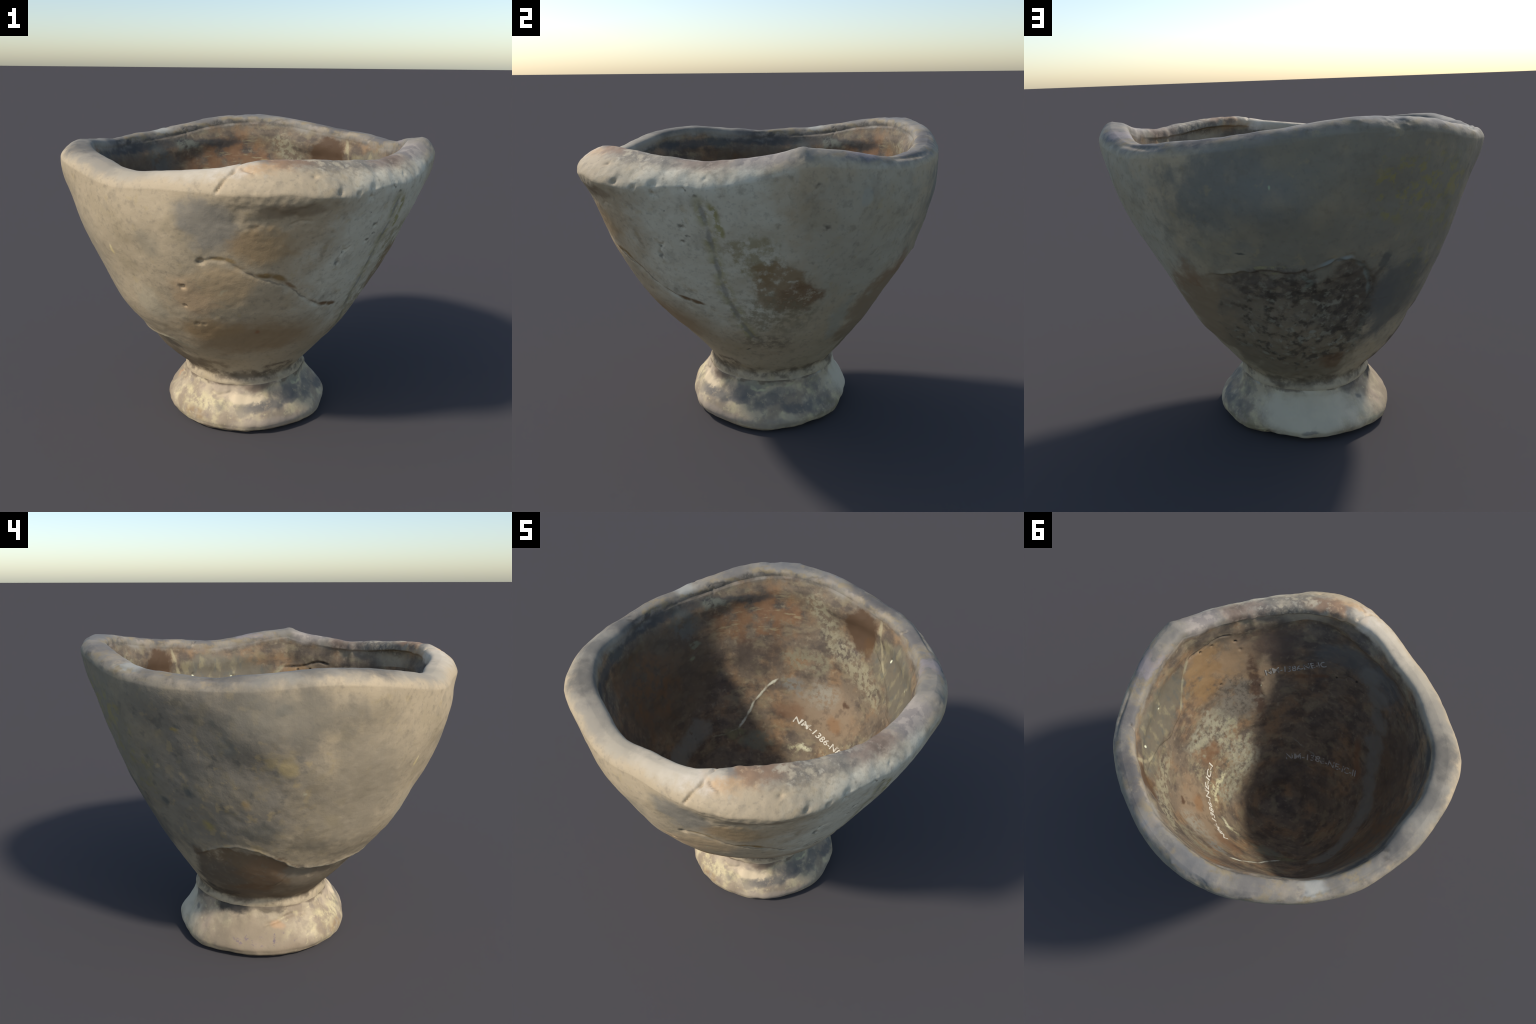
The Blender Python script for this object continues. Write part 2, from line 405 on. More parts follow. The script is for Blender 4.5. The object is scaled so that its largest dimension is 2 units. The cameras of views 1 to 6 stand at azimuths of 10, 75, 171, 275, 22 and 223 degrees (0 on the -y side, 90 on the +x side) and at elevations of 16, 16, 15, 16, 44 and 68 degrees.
def strip_object(name, row0, row1, material, cap=None):
    """Mesh of grid rows row0..row1; neighbours share coincident border rings and normals."""
    rows = row1 - row0 + 1
    verts = P[row0:row1 + 1].reshape(-1, 3)
    norms = N[row0:row1 + 1].reshape(-1, 3)
    j = np.arange(COLS)
    quads = []
    for i in range(rows - 1):
        a = i * COLS + j
        b = i * COLS + (j + 1) % COLS
        quads.append(np.stack([a, b, b + COLS, a + COLS], -1))
    faces = [tuple(q) for q in np.concatenate(quads).tolist()]
    verts = [tuple(v) for v in verts.tolist()]
    norms = [tuple(v) for v in norms.tolist()]
    if cap is not None:
        ring = 0 if cap == 'low' else rows - 1
        c = P[row0 + ring].mean(0)
        verts.append(tuple(c))
        norms.append((0, 0, -1) if cap == 'low' else (0, 0, 1))
        k = len(verts) - 1
        for q in range(COLS):
            a, b = ring * COLS + q, ring * COLS + (q + 1) % COLS
            faces.append((b, a, k) if cap == 'low' else (a, b, k))
    me = bpy.data.meshes.new(name)
    me.from_pydata(verts, [], faces)
    me.polygons.foreach_set("use_smooth", [True] * len(me.polygons))
    me.normals_split_custom_set_from_vertices(norms)
    me.materials.append(material)
    me.update()
    ob = bpy.data.objects.new(name, me)
    bpy.context.scene.collection.objects.link(ob)
    ob.parent = root
    return ob


# ------------------------------------------------------------------ materials
def hexlin(h):
    c = [int(h[i:i + 2], 16) / 255 for i in (0, 2, 4)]
    return tuple(v / 12.92 if v <= .04045 else ((v + .055) / 1.055) ** 2.4 for v in c) + (1,)


class Shader:
    """Small helper that paints stains and patches with node masks on Object coordinates."""

    def __init__(self, name, base, warp=.05, seed=0.0, zmin=-9.0):
        self.zmin = zmin; self.gain = (1, 1, 1)
        self.gain = (1, 1, 1)
        self.mat = bpy.data.materials.new(name)
        self.mat.use_nodes = True
        self.t = self.mat.node_tree
        self.t.nodes.clear()
        self.p = self.node('ShaderNodeTexCoord').outputs['Object']
        self.seed = seed
        coarse = self.noise(7.0, 3, color=True)
        fine = self.noise(26.0, 3, color=True)
        v = self.vec('MULTIPLY_ADD', coarse, (warp * 2,) * 3, self.p)
        v = self.vec('ADD', v, (-warp,) * 3)
        v = self.vec('MULTIPLY_ADD', fine, (warp * .9,) * 3, v)
        self.w = self.vec('ADD', v, (-warp * .45,) * 3)
        self.wl = self.vec('ADD', self.vec('MULTIPLY_ADD', fine, (.020,) * 3, self.p), (-.010,) * 3)
        rgb = self.node('ShaderNodeRGB')
        rgb.outputs[0].default_value = hexlin(base)
        self.col = rgb.outputs[0]
        self.grain = {}

    def node(self, kind, **kw):
        n = self.t.nodes.new(kind)
        for k, v in kw.items():
            setattr(n, k, v)
        return n

    def link(self, a, b):
        self.t.links.new(a, b)

    def put(self, sock, v):
        if isinstance(v, bpy.types.NodeSocket):
            self.link(v, sock)
        else:
            sock.default_value = v

    def vec(self, op, *args):
        n = self.node('ShaderNodeVectorMath', operation=op)
        for i, a in enumerate(args):
            self.put(n.inputs[i], a)
        return n.outputs[0]

    def math(self, op, *args, clamp=False):
        n = self.node('ShaderNodeMath', operation=op, use_clamp=clamp)
        for i, a in enumerate(args):
            self.put(n.inputs[i], a)
        return n.outputs[0]

    def noise(self, scale, detail=4, rough=.55, color=False, offset=0.0, stretch=None, distort=0.0):
        n = self.node('ShaderNodeTexNoise')
        src = self.p
        if stretch is not None or offset or self.seed:
            m = self.node('ShaderNodeMapping')
            self.link(self.p, m.inputs[0])
            m.inputs['Location'].default_value = (offset + self.seed, offset * 1.7, offset * .6 + self.seed)
            if stretch is not None:
                m.inputs['Scale'].default_value = stretch
            src = m.outputs[0]
        self.link(src, n.inputs['Vector'])
        n.inputs['Scale'].default_value = scale
        n.inputs['Detail'].default_value = detail
        n.inputs['Roughness'].default_value = rough
        n.inputs['Distortion'].default_value = distort
        return n.outputs['Color' if color else 'Fac']

    def ramp(self, v, lo, hi, top=1.0, smooth_step=True):
        n = self.node('ShaderNodeMapRange', clamp=True)
        n.interpolation_type = 'SMOOTHSTEP' if smooth_step else 'LINEAR'
        self.put(n.inputs['Value'], v)
        n.inputs['From Min'].default_value = lo
        n.inputs['From Max'].default_value = hi
        n.inputs['To Max'].default_value = top
        return n.outputs[0]

    def mix(self, fac, color, blend='MIX'):
        n = self.node('ShaderNodeMix', data_type='RGBA', blend_type=blend)
        self.put(n.inputs[0], fac)
        self.link(self.col, n.inputs[6])
        self.put(n.inputs[7], self.tone(color) if isinstance(color, str) else color)
        self.col = n.outputs[2]

    def mottle(self, scale, lo, hi, color, amount, offset=0.0, detail=4, rough=.55, stretch=None, mask=None):
        """Irregular patches all over (or inside a mask)."""
        f = self.ramp(self.after_warp(self.noise(scale, detail, rough, offset=offset, stretch=stretch)), lo, hi, amount)
        if mask is not None:
            f = self.math('MULTIPLY', f, mask)
        self.mix(f, color)

    def ellipsoid(self, c, axes, radii, soft, src=None, top=1.0):
        """1 inside, 0 outside an oriented ellipsoid; soft = width of the border (0..1)."""
        m = self.node('ShaderNodeMapping', vector_type='TEXTURE')
        self.link(self.w if src is None else src, m.inputs[0])
        m.inputs['Location'].default_value = c
        rot = Matrix((axes[0], axes[1], axes[2])).transposed()
        m.inputs['Rotation'].default_value = rot.to_euler('XYZ')
        m.inputs['Scale'].default_value = tuple(2 * r for r in radii)
        g = self.node('ShaderNodeTexGradient', gradient_type='SPHERICAL')     # 1 - distance / 2
        self.link(m.outputs[0], g.inputs[0])
        d, edge = g.outputs['Fac'], .5
        if max(radii[0], radii[2]) > .045 and src is None:      # ragged border
            rag = .65 * min(1.0, .16 / max(radii[0], radii[2]) + .45)
            d = self.math('MULTIPLY_ADD', self.ragged(), -rag, d)
            edge, soft = .5 - rag * .5, soft * .7
        return self.ramp(d, edge, edge + max(soft, .04) * .5, top)

    def after_warp(self, v):
        """Tie a pattern to the warped coordinate, so that the renderer evaluates it late."""
        if 'late' not in self.grain:
            k = self.node('ShaderNodeMapping')
            self.link(self.w, k.inputs[0])
            g = self.node('ShaderNodeTexGradient', gradient_type='SPHERICAL')
            self.link(k.outputs[0], g.inputs[0])
            self.grain['late'] = g.outputs['Fac']
        return self.math('MULTIPLY_ADD', self.grain['late'], 1e-5, v)

    def ragged(self):
        if 'rag' not in self.grain:
            self.grain['rag'] = self.after_warp(self.noise(9.0, 5, .6, offset=5.7, distort=.3))
        return self.grain['rag']

    def blob_mask(self, c, wide, high, soft=.5, roll=0.0, deep=.3, sharp=False, top=1.0):
        """Patch on the wall around point c: wide along the girth, high along the height."""
        h = Vector((c[0], c[1], 0)).normalized()
        tang = Vector((-h.y, h.x, 0))
        u = (Vector((0, 0, 1)) * math.sin(math.radians(roll)) + tang * math.cos(math.radians(roll)))
        v = u.cross(-h)
        return self.ellipsoid(c, (u, h, -v), (wide, deep, high), soft, self.wl if sharp else None, top)

    def blob(self, c, wide, high, color, amount=1.0, soft=.5, roll=0.0, deep=.3, breakup=None, sharp=False):
        if c[2] + max(high, wide * abs(math.sin(math.radians(roll)))) + .03 < self.zmin:
            return
        f = self.blob_mask(c, wide, high, soft, roll, deep, sharp, amount)
        if breakup is not None:
            f = self.math('MULTIPLY', f, self.ramp(self.pattern(breakup[0]), breakup[1], breakup[2]))
        self.mix(f, color)

    def pattern(self, scale):
        if scale not in self.grain:
            self.grain[scale] = self.after_warp(self.noise(scale, 5, .62, offset=3.1 + scale * .13))
        return self.grain[scale]

    def stroke(self, pts, width, color, amount=1.0, soft=.7, breakup=None):
        """A streak or crack colour that follows points on the wall."""
        if max(p[2] for p in pts) + width + .03 < self.zmin:
            return
        acc = None
        for a, b in zip(pts[:-1], pts[1:]):
            a, b = Vector(a), Vector(b)
            u = (b - a).normalized()
            mid = (a + b) / 2
            h = Vector((mid.x, mid.y, 0)).normalized()
            n = (h - u * h.dot(u)).normalized()
            f = self.ellipsoid(mid, (u, n, u.cross(n)), ((b - a).length * .5 + width * 1.2, .05, width),
                               soft, self.wl, amount)
            acc = f if acc is None else self.math('MAXIMUM', acc, f)
        if breakup is not None:
            acc = self.math('MULTIPLY', acc, self.ramp(self.pattern(breakup[0]), breakup[1], breakup[2]))
        self.mix(acc, color)

    def finish(self, rough=.7, bump=.25, spec=.3):
        b = self.node('ShaderNodeBsdfPrincipled')
        self.link(self.col, b.inputs['Base Color'])
        b.inputs['Roughness'].default_value = rough
        b.inputs['Specular IOR Level'].default_value = spec
        n = self.node('ShaderNodeBump')
        n.inputs['Strength'].default_value = bump
        n.inputs['Distance'].default_value = .006
        self.link(self.math('ADD', self.noise(38, 5, .6), self.math('MULTIPLY', self.noise(120, 3, .6), .35)),
                  n.inputs['Height'])
        self.link(n.outputs[0], b.inputs['Normal'])
        o = self.node('ShaderNodeOutputMaterial')
        self.link(b.outputs[0], o.inputs[0])
        return self.mat

    def tone(self, color):
        c = hexlin(color)
        return tuple(min(v * g, .86) for v, g in zip(c[:3], self.gain)) + (1,)

    def solid(self, color):
        n = self.node('ShaderNodeRGB')
        n.outputs[0].default_value = self.tone(color)
        return n.outputs[0]

    # position helpers ---------------------------------------------------------
    def rim_coordinate(self):
        """(radial distance outwards of the lip crest, depth below the crest) of the point."""
        x = self.node('ShaderNodeSeparateXYZ')
        self.link(self.p, x.inputs[0])
        az = self.math('ARCTAN2', x.outputs[0], self.math('MULTIPLY', x.outputs[1], -1))
        t = self.math('FRACT', self.math('ADD', self.math('DIVIDE', az, 2 * math.pi), 1.0))
        rad = self.math('SQRT', self.math('ADD', self.math('POWER', x.outputs[0], 2.0),
                                          self.math('POWER', x.outputs[1], 2.0)))
        a = np.arange(0, 361, 15.0)
        crest = skin(a, np.full(a.shape, 2.0))
        curves = []
        for vals in (np.hypot(crest[:, 0], crest[:, 1]), crest[:, 2] - 1.0):
            c = self.node('ShaderNodeFloatCurve')
            cv = c.mapping.curves[0]
            while len(cv.points) < len(a):
                cv.points.new(.5, .5)
            for k, pt in enumerate(cv.points):
                pt.location = (a[k] / 360, float(vals[k]))
            c.mapping.update()
            self.link(t, c.inputs['Value'])
            curves.append(c.outputs[0])
        out = self.math('SUBTRACT', rad, curves[0])
        drop = self.math('SUBTRACT', self.math('ADD', curves[1], 1.0), x.outputs[2])
        return out, drop


WARP = .040


def exterior_colours(m):
    """Cream slip at the front, greyed for baked shade at the back, stains and scars."""
    o = on_outer
    # back and side greyed with soft baked shade, in overlapping clouds
    m.blob(o(225, 1.15), .85, .95, '8b8270', .9, soft=.8, deep=.7)
    m.blob(o(58, 1.15), .56, .85, 'd3cab2', .95, soft=.8, deep=.5)
    m.blob(o(108, 1.20), .50, .62, 'b5aa93', .95, soft=.8, deep=.5)
    m.blob(o(185, 1.30), .95, .72, '8b826f', 1, soft=.6, deep=.9)
    m.blob(o(155, 1.40), .38, .24, '7e7a6f', .8, soft=.8, deep=.5)
    m.blob(o(258, 1.15), .56, .72, '8a8070', .9, soft=.8, deep=.5)
    # broad mottling
    m.mottle(4.5, .48, .70, 'ab9877', .40, offset=1.0)
    m.mottle(8.0, .54, .70, '857b6a', .28, offset=4.0)
    m.mottle(20.0, .54, .72, '746a5a', .32, offset=7.0)
    m.mottle(14.0, .60, .72, 'b59e70', .30, offset=9.0)
    m.mottle(48.0, .52, .72, '6d675c', .24, offset=2.0)
    # front: diagonal shading painted grey, tan wash, rusty lower belly
    m.blob(o(359, 1.33), .20, .17, '8d8679', .75, soft=.8, roll=-35)
    m.blob(o(340, 1.20), .10, .10, '8f8672', .45, soft=.9)
    m.blob(o(14, 1.24), .22, .13, 'ab8c63', .75, soft=.9, roll=10)
    m.blob(o(20, 1.41), .22, .05, '8d7a60', .7, soft=.9)
    m.blob(o(2, 1.02), .20, .16, 'c3a57c', .75, soft=.9)
    m.blob(o(350, .93), .16, .14, 'c9a880', .75, soft=.9)
    m.blob(o(12, .66), .50, .22, 'a08460', .8, soft=.9)
    m.blob(o(352, .74), .22, .10, 'a4845a', .5, soft=.9)
    m.blob(o(14, .72), .018, .022, '9a6844', .8, soft=.9, sharp=True)
    m.blob(o(322, 1.13), .020, .034, 'dcc48e', .9, soft=.8, sharp=True)
    m.blob(o(322, 1.15), .012, .02, 'e3cf9c', .7, soft=.8, sharp=True)
    m.blob(o(2, .98), .035, .016, 'c4b38e', .7, soft=.8, roll=35)
    m.blob(o(44, .98), .05, .02, 'bdb39a', .6, soft=.9, roll=30)
    m.blob(o(330, .86), .12, .13, 'bcae92', .5, soft=.9)
    # ochre along the front crack
    m.stroke([o(359, 1.172), o(3.5, 1.175), o(6, 1.16)], .016, 'a07f48', .6)
    m.stroke([o(13, 1.09), o(17.5, 1.085), o(22, 1.055)], .022, '86683a', .85)
    m.stroke([o(22, 1.045), o(26, 1.0)], .016, '866845', .75)
    m.stroke([o(39, .872), o(44, .862), o(49, .842)], .020, '7a5f40', .95)
    m.stroke([o(8.5, 1.114), o(13, 1.072), o(23, 1.018), o(32.5, .918), o(39, .872)], .007, '6b6051', .55)
    # small dark pits and specks
    for az, z, r in ((356, 1.158, .013), (348.5, 1.009, .011), (347, .889, .006), (41, 1.18, .009),
                     (39.5, 1.125, .012), (50, 1.21, .010), (51.5, 1.285, .010), (54, 1.476, .010),
                     (57, 1.45, .012), (65, .528, .009), (47, 1.36, .007), (52, 1.24, .008),
                     (89, 1.492, .014), (78, 1.12, .014), (94, 1.30, .016)):
        m.blob(o(az, z), r * 1.7, r * 1.2, '544c41', .7, soft=1.0)
    # right side: seam with yellow crust, brown stain
    seam = [o(58, 1.42), o(59, 1.3), o(59.3, 1.15), o(59.7, 1.0), o(61, .88), o(64, .75), o(70, .62)]
    m.stroke(seam, .060, 'a0945f', .75, soft=.9, breakup=(17.0, .40, .58))
    m.stroke(seam, .020, '85817a', .6)
    m.stroke([o(61, 1.41), o(62.5, 1.33), o(63, 1.24)], .030, '9a8f55', .8, breakup=(29.0, .40, .56))
    m.blob(o(71, 1.13), .17, .18, '9a8b66', .75, soft=.7, breakup=(17.0, .38, .58))
    m.blob(o(80, .99), .17, .17, '8f7450', .8, soft=.6, breakup=(17.0, .33, .52))
    m.blob(o(89, .91), .13, .11, '85694c', .9, soft=.5, breakup=(29.0, .30, .5))
    m.blob(o(80, .80), .24, .18, '8d8064', .7, soft=.7, breakup=(29.0, .40, .6))
    m.blob(o(76, .60), .20, .07, '6f6350', .6, soft=.8, breakup=(29.0, .38, .6))
    m.blob(o(112, .72), .07, .22, 'a19c8a', .6, soft=.9)
    m.blob(o(104, 1.42), .035, .05, 'a8a698', .5, soft=.9)
    m.blob(o(131, .80), .18, .30, '8e6a48', .9, soft=.7, roll=-14, breakup=(11.0, .30, .5))
    m.blob(o(136, .92), .07, .09, '8a5c3a', .8, soft=.8, roll=-20)
    # the big sooty scar at the back
    m.blob(o(142, .72), .36, .40, '9b8568', .95, soft=.5, breakup=(11.0, .22, .42))
    m.blob(o(162, .80), .31, .30, '8a7b66', 1, soft=.5, deep=.4)
    m.blob(o(186, .82), .26, .30, '7d705d', 1, soft=.45, deep=.4)
    m.blob(o(170, .50), .40, .28, '8a7a61', 1, soft=.6, deep=.4)
    m.blob(o(160, .62), .30, .30, '8a7860', .7, soft=.6, breakup=(11.0, .34, .56))
    m.blob(o(190, .84), .20, .27, '564c42', .6, soft=.6, breakup=(17.0, .32, .54))
    m.blob(o(165, .97), .26, .11, '5a5047', .7, soft=.6, breakup=(17.0, .34, .53))
    m.blob(o(172, .72), .34, .40, '83775f', .55, soft=.6, breakup=(29.0, .52, .66))
    m.blob(o(168, .85), .30, .26, '857d69', .5, soft=.6, breakup=(17.0, .54, .68))
    m.blob(o(180, .75), .34, .40, '534a40', .45, soft=.6, breakup=(29.0, .50, .36))
    m.mottle(19.0, .48, .62, '463d34', .7, offset=44.0, mask=m.blob_mask(o(174, .72), .40, .38, .4, deep=.5))
    m.mottle(25.0, .54, .67, '9d957f', .6, offset=47.0, mask=m.blob_mask(o(172, .72), .40, .38, .4, deep=.5))
    m.mottle(17.0, .52, .66, '453c33', .6, offset=50.0, mask=m.blob_mask(o(259, .52), .30, .22, .4, deep=.4))
    m.mottle(28.0, .55, .68, '9a8f7d', .55, offset=53.0, mask=m.blob_mask(o(259, .52), .30, .22, .4, deep=.4))
    m.stroke([o(178, 1.06), o(182, 1.085), o(187, 1.085)], .020, '888a82', .8)
    m.stroke([o(189, 1.065), o(193, 1.02), o(196.5, .93), o(197.5, .86)], .016, '7f8074', .8)
    m.stroke([o(172, 1.01), o(176, .97), o(173, .94)], .014, '80806f', .7)
    m.stroke([o(198, .78), o(199, .66), o(196, .56)], .030, '7a7460', .65, breakup=(29.0, .42, .6))
    m.blob(o(212, .80), .20, .40, '6e6a60', .85, soft=.8)
    m.blob(o(200, 1.03), .04, .06, '5c5a54', .7, soft=.8)
    m.blob(o(205, .84), .10, .18, '696660', .7, soft=.9)
    m.stroke([o(158, 1.055), o(163, 1.065), o(168, 1.06)], .012, 'a0966a', .7, breakup=(29.0, .40, .55))
    m.stroke([o(160, 1.03), o(166, 1.03)], .010, 'a0966a', .5, breakup=(29.0, .40, .55))
    m.blob(o(155.5, 1.13), .035, .008, '4b4a44', .8, soft=.8, sharp=True)
    m.blob(o(165, 1.42), .008, .012, 'a9b58f', .8, soft=.8, sharp=True)
    m.blob(o(155, .535), .030, .014, '9a927a', .8, soft=.6, roll=-20, sharp=True)
    m.blob(o(177, .68), .022, .014, '9a9684', .7, soft=.6, sharp=True)
    m.blob(o(190, .46), .09, .08, '7a5c40', .7, soft=.8)
    # ochre flecks high on the back left
    m.blob(o(205, 1.38), .38, .20, '9a8c52', .75, soft=.8, breakup=(17.0, .49, .62))
    m.blob(o(222, 1.38), .13, .10, 'a08f55', .6, soft=.8, breakup=(11.0, .52, .64))
    m.blob(o(222, 1.10), .26, .34, '93875a', .65, soft=.8, breakup=(17.0, .50, .64))
    m.mottle(6.0, .46, .62, '6c675b', .24, offset=21.0, mask=m.blob_mask(o(258, 1.1), .75, .65, .6, deep=.6))
    m.mottle(10.0, .54, .66, 'a5926e', .40, offset=24.0, mask=m.blob_mask(o(268, 1.05), .70, .60, .6, deep=.6))
    m.mottle(14.0, .57, .67, 'b8a074', .5, offset=38.0, mask=m.blob_mask(o(268, 1.05), .75, .65, .6, deep=.6))
    m.mottle(12.0, .57, .68, '5e5b54', .45, offset=41.0, mask=m.blob_mask(o(255, 1.15), .75, .65, .6, deep=.6))
    # left side: tan flecks and slate spots
    for az, z, w, h, c, a in ((277.5, 1.20, .05, .06, 'b09a6c', .7), (273.5, 1.225, .04, .035, 'aa9568', .6),
                              (265.5, 1.0, .04, .035, 'a98b5c', .7), (251, .855, .04, .045, 'a59259', .8),
                              (293, .91, .05, .05, 'b09a6a', .6), (246, 1.333, .03, .022, 'a28c55', .8),
                              (283, 1.066, .018, .018, 'c0b493', .8), (286, 1.10, .05, .04, '8a7a60', .5),
                              (276, 1.45, .055, .035, '66665f', .75), (247, 1.36, .03, .025, '5c5e58', .6),
                              (246, 1.03, .05, .04, '5d5f5a', .7), (233.5, .93, .05, .04, '555a56', .7),
                              (258, 1.38, .03, .03, '66665c', .5), (291, 1.35, .05, .08, '827861', .5),
                              (262, 1.28, .05, .05, '77766b', .4), (300, 1.02, .08, .14, '9c8a6b', .5),
                              (268, .84, .12, .07, '6d695d', .5), (285, .80, .12, .10, '7c7260', .5)):
        m.blob(o(az, z), w, h, c, a, soft=.9)
    m.blob(o(278, 1.42), .40, .18, '847b6a', .75, soft=.9)
    m.blob(o(300, 1.05), .34, .55, '9c8e77', .7, soft=.9, deep=.5)
    m.blob(o(262, 1.1), .40, .40, '9c8965', .40, soft=.8, breakup=(17.0, .56, .68))
    # broken shell low on the left: dark brown core below the edge
    m.blob(o(288, .44), .50, .19, '7a6c59', .9, soft=.5, breakup=(11.0, .22, .42))
    m.blob(o(261, .54), .29, .22, '7a664e', 1, soft=.4)
    m.blob(o(248, .48), .18, .22, '685d4e', .8, soft=.6)
    m.blob(o(270, .57), .17, .12, '80664c', .7, soft=.7)
    m.blob(o(264, .44), .14, .06, '70553b', .7, soft=.8)
    m.blob(o(258, .52), .24, .20, '81735f', .55, soft=.6, breakup=(29.0, .53, .66))
    m.blob(o(285, .56), .10, .07, '857b6a', .7, soft=.7)
    m.blob(o(256, .35), .30, .085, '685a4a', .85, soft=.7)
    m.blob(o(300, .36), .24, .07, '6b5c4a', .8, soft=.7)
    m.stroke([o(254, .722), o(261, .742), o(268, .722), o(273, .69), o(279, .64), o(284, .60)], .010, 'a09a87', .75)
    m.stroke([o(284, .59), o(291, .588), o(303, .583), o(312, .604), o(321, .6)], .012, 'b0a78f', .7)
    m.blob(o(310, .46), .16, .08, '7c6d57', .7, soft=.8)
    m.blob(o(326, .60), .09, .022, 'c6b998', .7, soft=.8, roll=-14)
    m.blob(o(334, .57), .10, .016, 'b8ab8c', .6, soft=.8, roll=-10)
    # dirt ring above the neck
    for az in range(0, 360, 30):
        m.blob(o(az + 7, .31), .13, .045, '5f5140', .75, soft=.8, breakup=(11.0, .38, .56))
    m.blob(o(40, .37), .11, .05, '62513f', .7, soft=.8, breakup=(17.0, .36, .54))
    m.blob(o(330, .40), .20, .05, '6f5d47', .6, soft=.8, breakup=(11.0, .36, .54))
    m.blob(o(235, .36), .16, .07, '3f3a34', .7, soft=.7, breakup=(11.0, .3, .5))


def foot_colours(m):
    o = on_outer
    m.mottle(7.0, .42, .60, '927f69', .7, offset=1.0)
    m.mottle(11.0, .50, .66, 'd8c596', .5, offset=5.0)
    m.mottle(13.0, .52, .68, '8f806d', .5, offset=8.0)
    m.mottle(26.0, .55, .70, '786c66', .40, offset=3.0)
    m.mottle(30.0, .58, .70, 'dccb9c', .4, offset=12.0)
    # back: even pale tone, left: darker pinkish tone
    m.blob(o(180, .15), .42, .18, 'd3c4a8', .85, soft=.8)
    m.blob(o(262, .10), .40, .18, '97856c', .9, soft=.9)
    m.blob(o(268, .07), .30, .05, 'a28d75', .5, soft=.9, breakup=(17.0, .4, .6))
    m.blob(o(350, .22), .22, .06, 'b29e87', .6, soft=.9)
    m.blob(o(338, .16), .17, .05, 'dccb9a', .6, soft=.9, breakup=(17.0, .42, .56))
    m.blob(o(315, .15), .12, .07, 'd8c797', .5, soft=.9, breakup=(17.0, .46, .60))
    m.blob(o(8, .19), .17, .035, 'e0c9a4', .8, soft=.8, roll=-8)
    # slate-blue smudges round the front right
    for az, z, w, h, a in ((30, .16, .085, .035, .95), (18, .15, .07, .03, .7), (48, .185, .08, .045, .9),
                           (60, .215, .06, .05, .75), (52, .155, .07, .02, .85), (78, .165, .12, .035, .8),
                           (100, .125, .10, .025, .95), (88, .19, .09, .02, .5), (66, .14, .06, .03, .7),
                           (118, .10, .06, .05, .6), (128, .12, .06, .06, .6), (345, .14, .03, .025, .6),
                           (7, .14, .07, .03, .5), (126, .22, .05, .05, .6)):
        m.blob(o(az, z), w * 1.35, h * 1.25, '68645f', a * .8, soft=.8, breakup=(17.0, .30, .50))
    m.blob(o(130, .06), .16, .07, '8a7d5e', .7, soft=.8, breakup=(17.0, .38, .56))
    m.stroke([o(60, .225), o(66, .205), o(76, .212)], .010, 'c8c094', .7)
    m.stroke([o(95, .215), o(106, .24)], .010, 'bdb58c', .6)
    m.blob(o(70, .245), .18, .03, '938c76', .7, soft=.9)
    m.blob(o(30, .06), .30, .045, 'a89684', .75, soft=.8)
    m.blob(o(80, .05), .25, .035, '9b8d7a', .75, soft=.8)
    m.stroke([o(330, .035), o(350, .03), o(10, .03), o(30, .03), (o(45, .03))], .012, '7c6650', .6,
             breakup=(11.0, .4, .55))
    m.blob(o(325, .09), .10, .05, '99794f', .55, soft=.9, breakup=(17.0, .4, .6))
    # purple specks and rusty patch on the left
    m.blob(o(262, .10), .13, .035, '7c6a70', .8, soft=.8, breakup=(29.0, .54, .64))
    m.blob(o(280, .12), .10, .04, '6f5f68', .7, soft=.8, breakup=(29.0, .54, .64))
    m.blob(o(278, .17), .06, .03, 'c39a72', .6, soft=.9)
    m.blob(o(310, .12), .06, .05, '8f7a62', .6, soft=.8, breakup=(17.0, .4, .56))
    m.blob(o(228, .15), .04, .06, 'ad9580', .5, soft=.9)
    m.blob(o(213, .19), .025, .022, '6a6660', .7, soft=.7)
    m.blob(o(178, .055), .06, .018, '77736f', .6, soft=.8)
    # dirt running down from the bowl
    for az in range(0, 360, 24):
        m.blob(o(az, .262), .10, .022, '6b5a48', .75, soft=.8, breakup=(11.0, .36, .54))
    m.blob(o(243, .255), .14, .06, '423d38', .95, soft=.7)
    m.blob(o(208, .26), .08, .06, '57504a', .7, soft=.8)
    m.blob(o(268, .25), .12, .03, '6d604f', .8, soft=.8)
    m.blob(o(20, .255), .12, .035, '7d6a58', .8, soft=.8)
    m.blob(o(134, .265), .035, .02, 'aab0ac', .6, soft=.8)


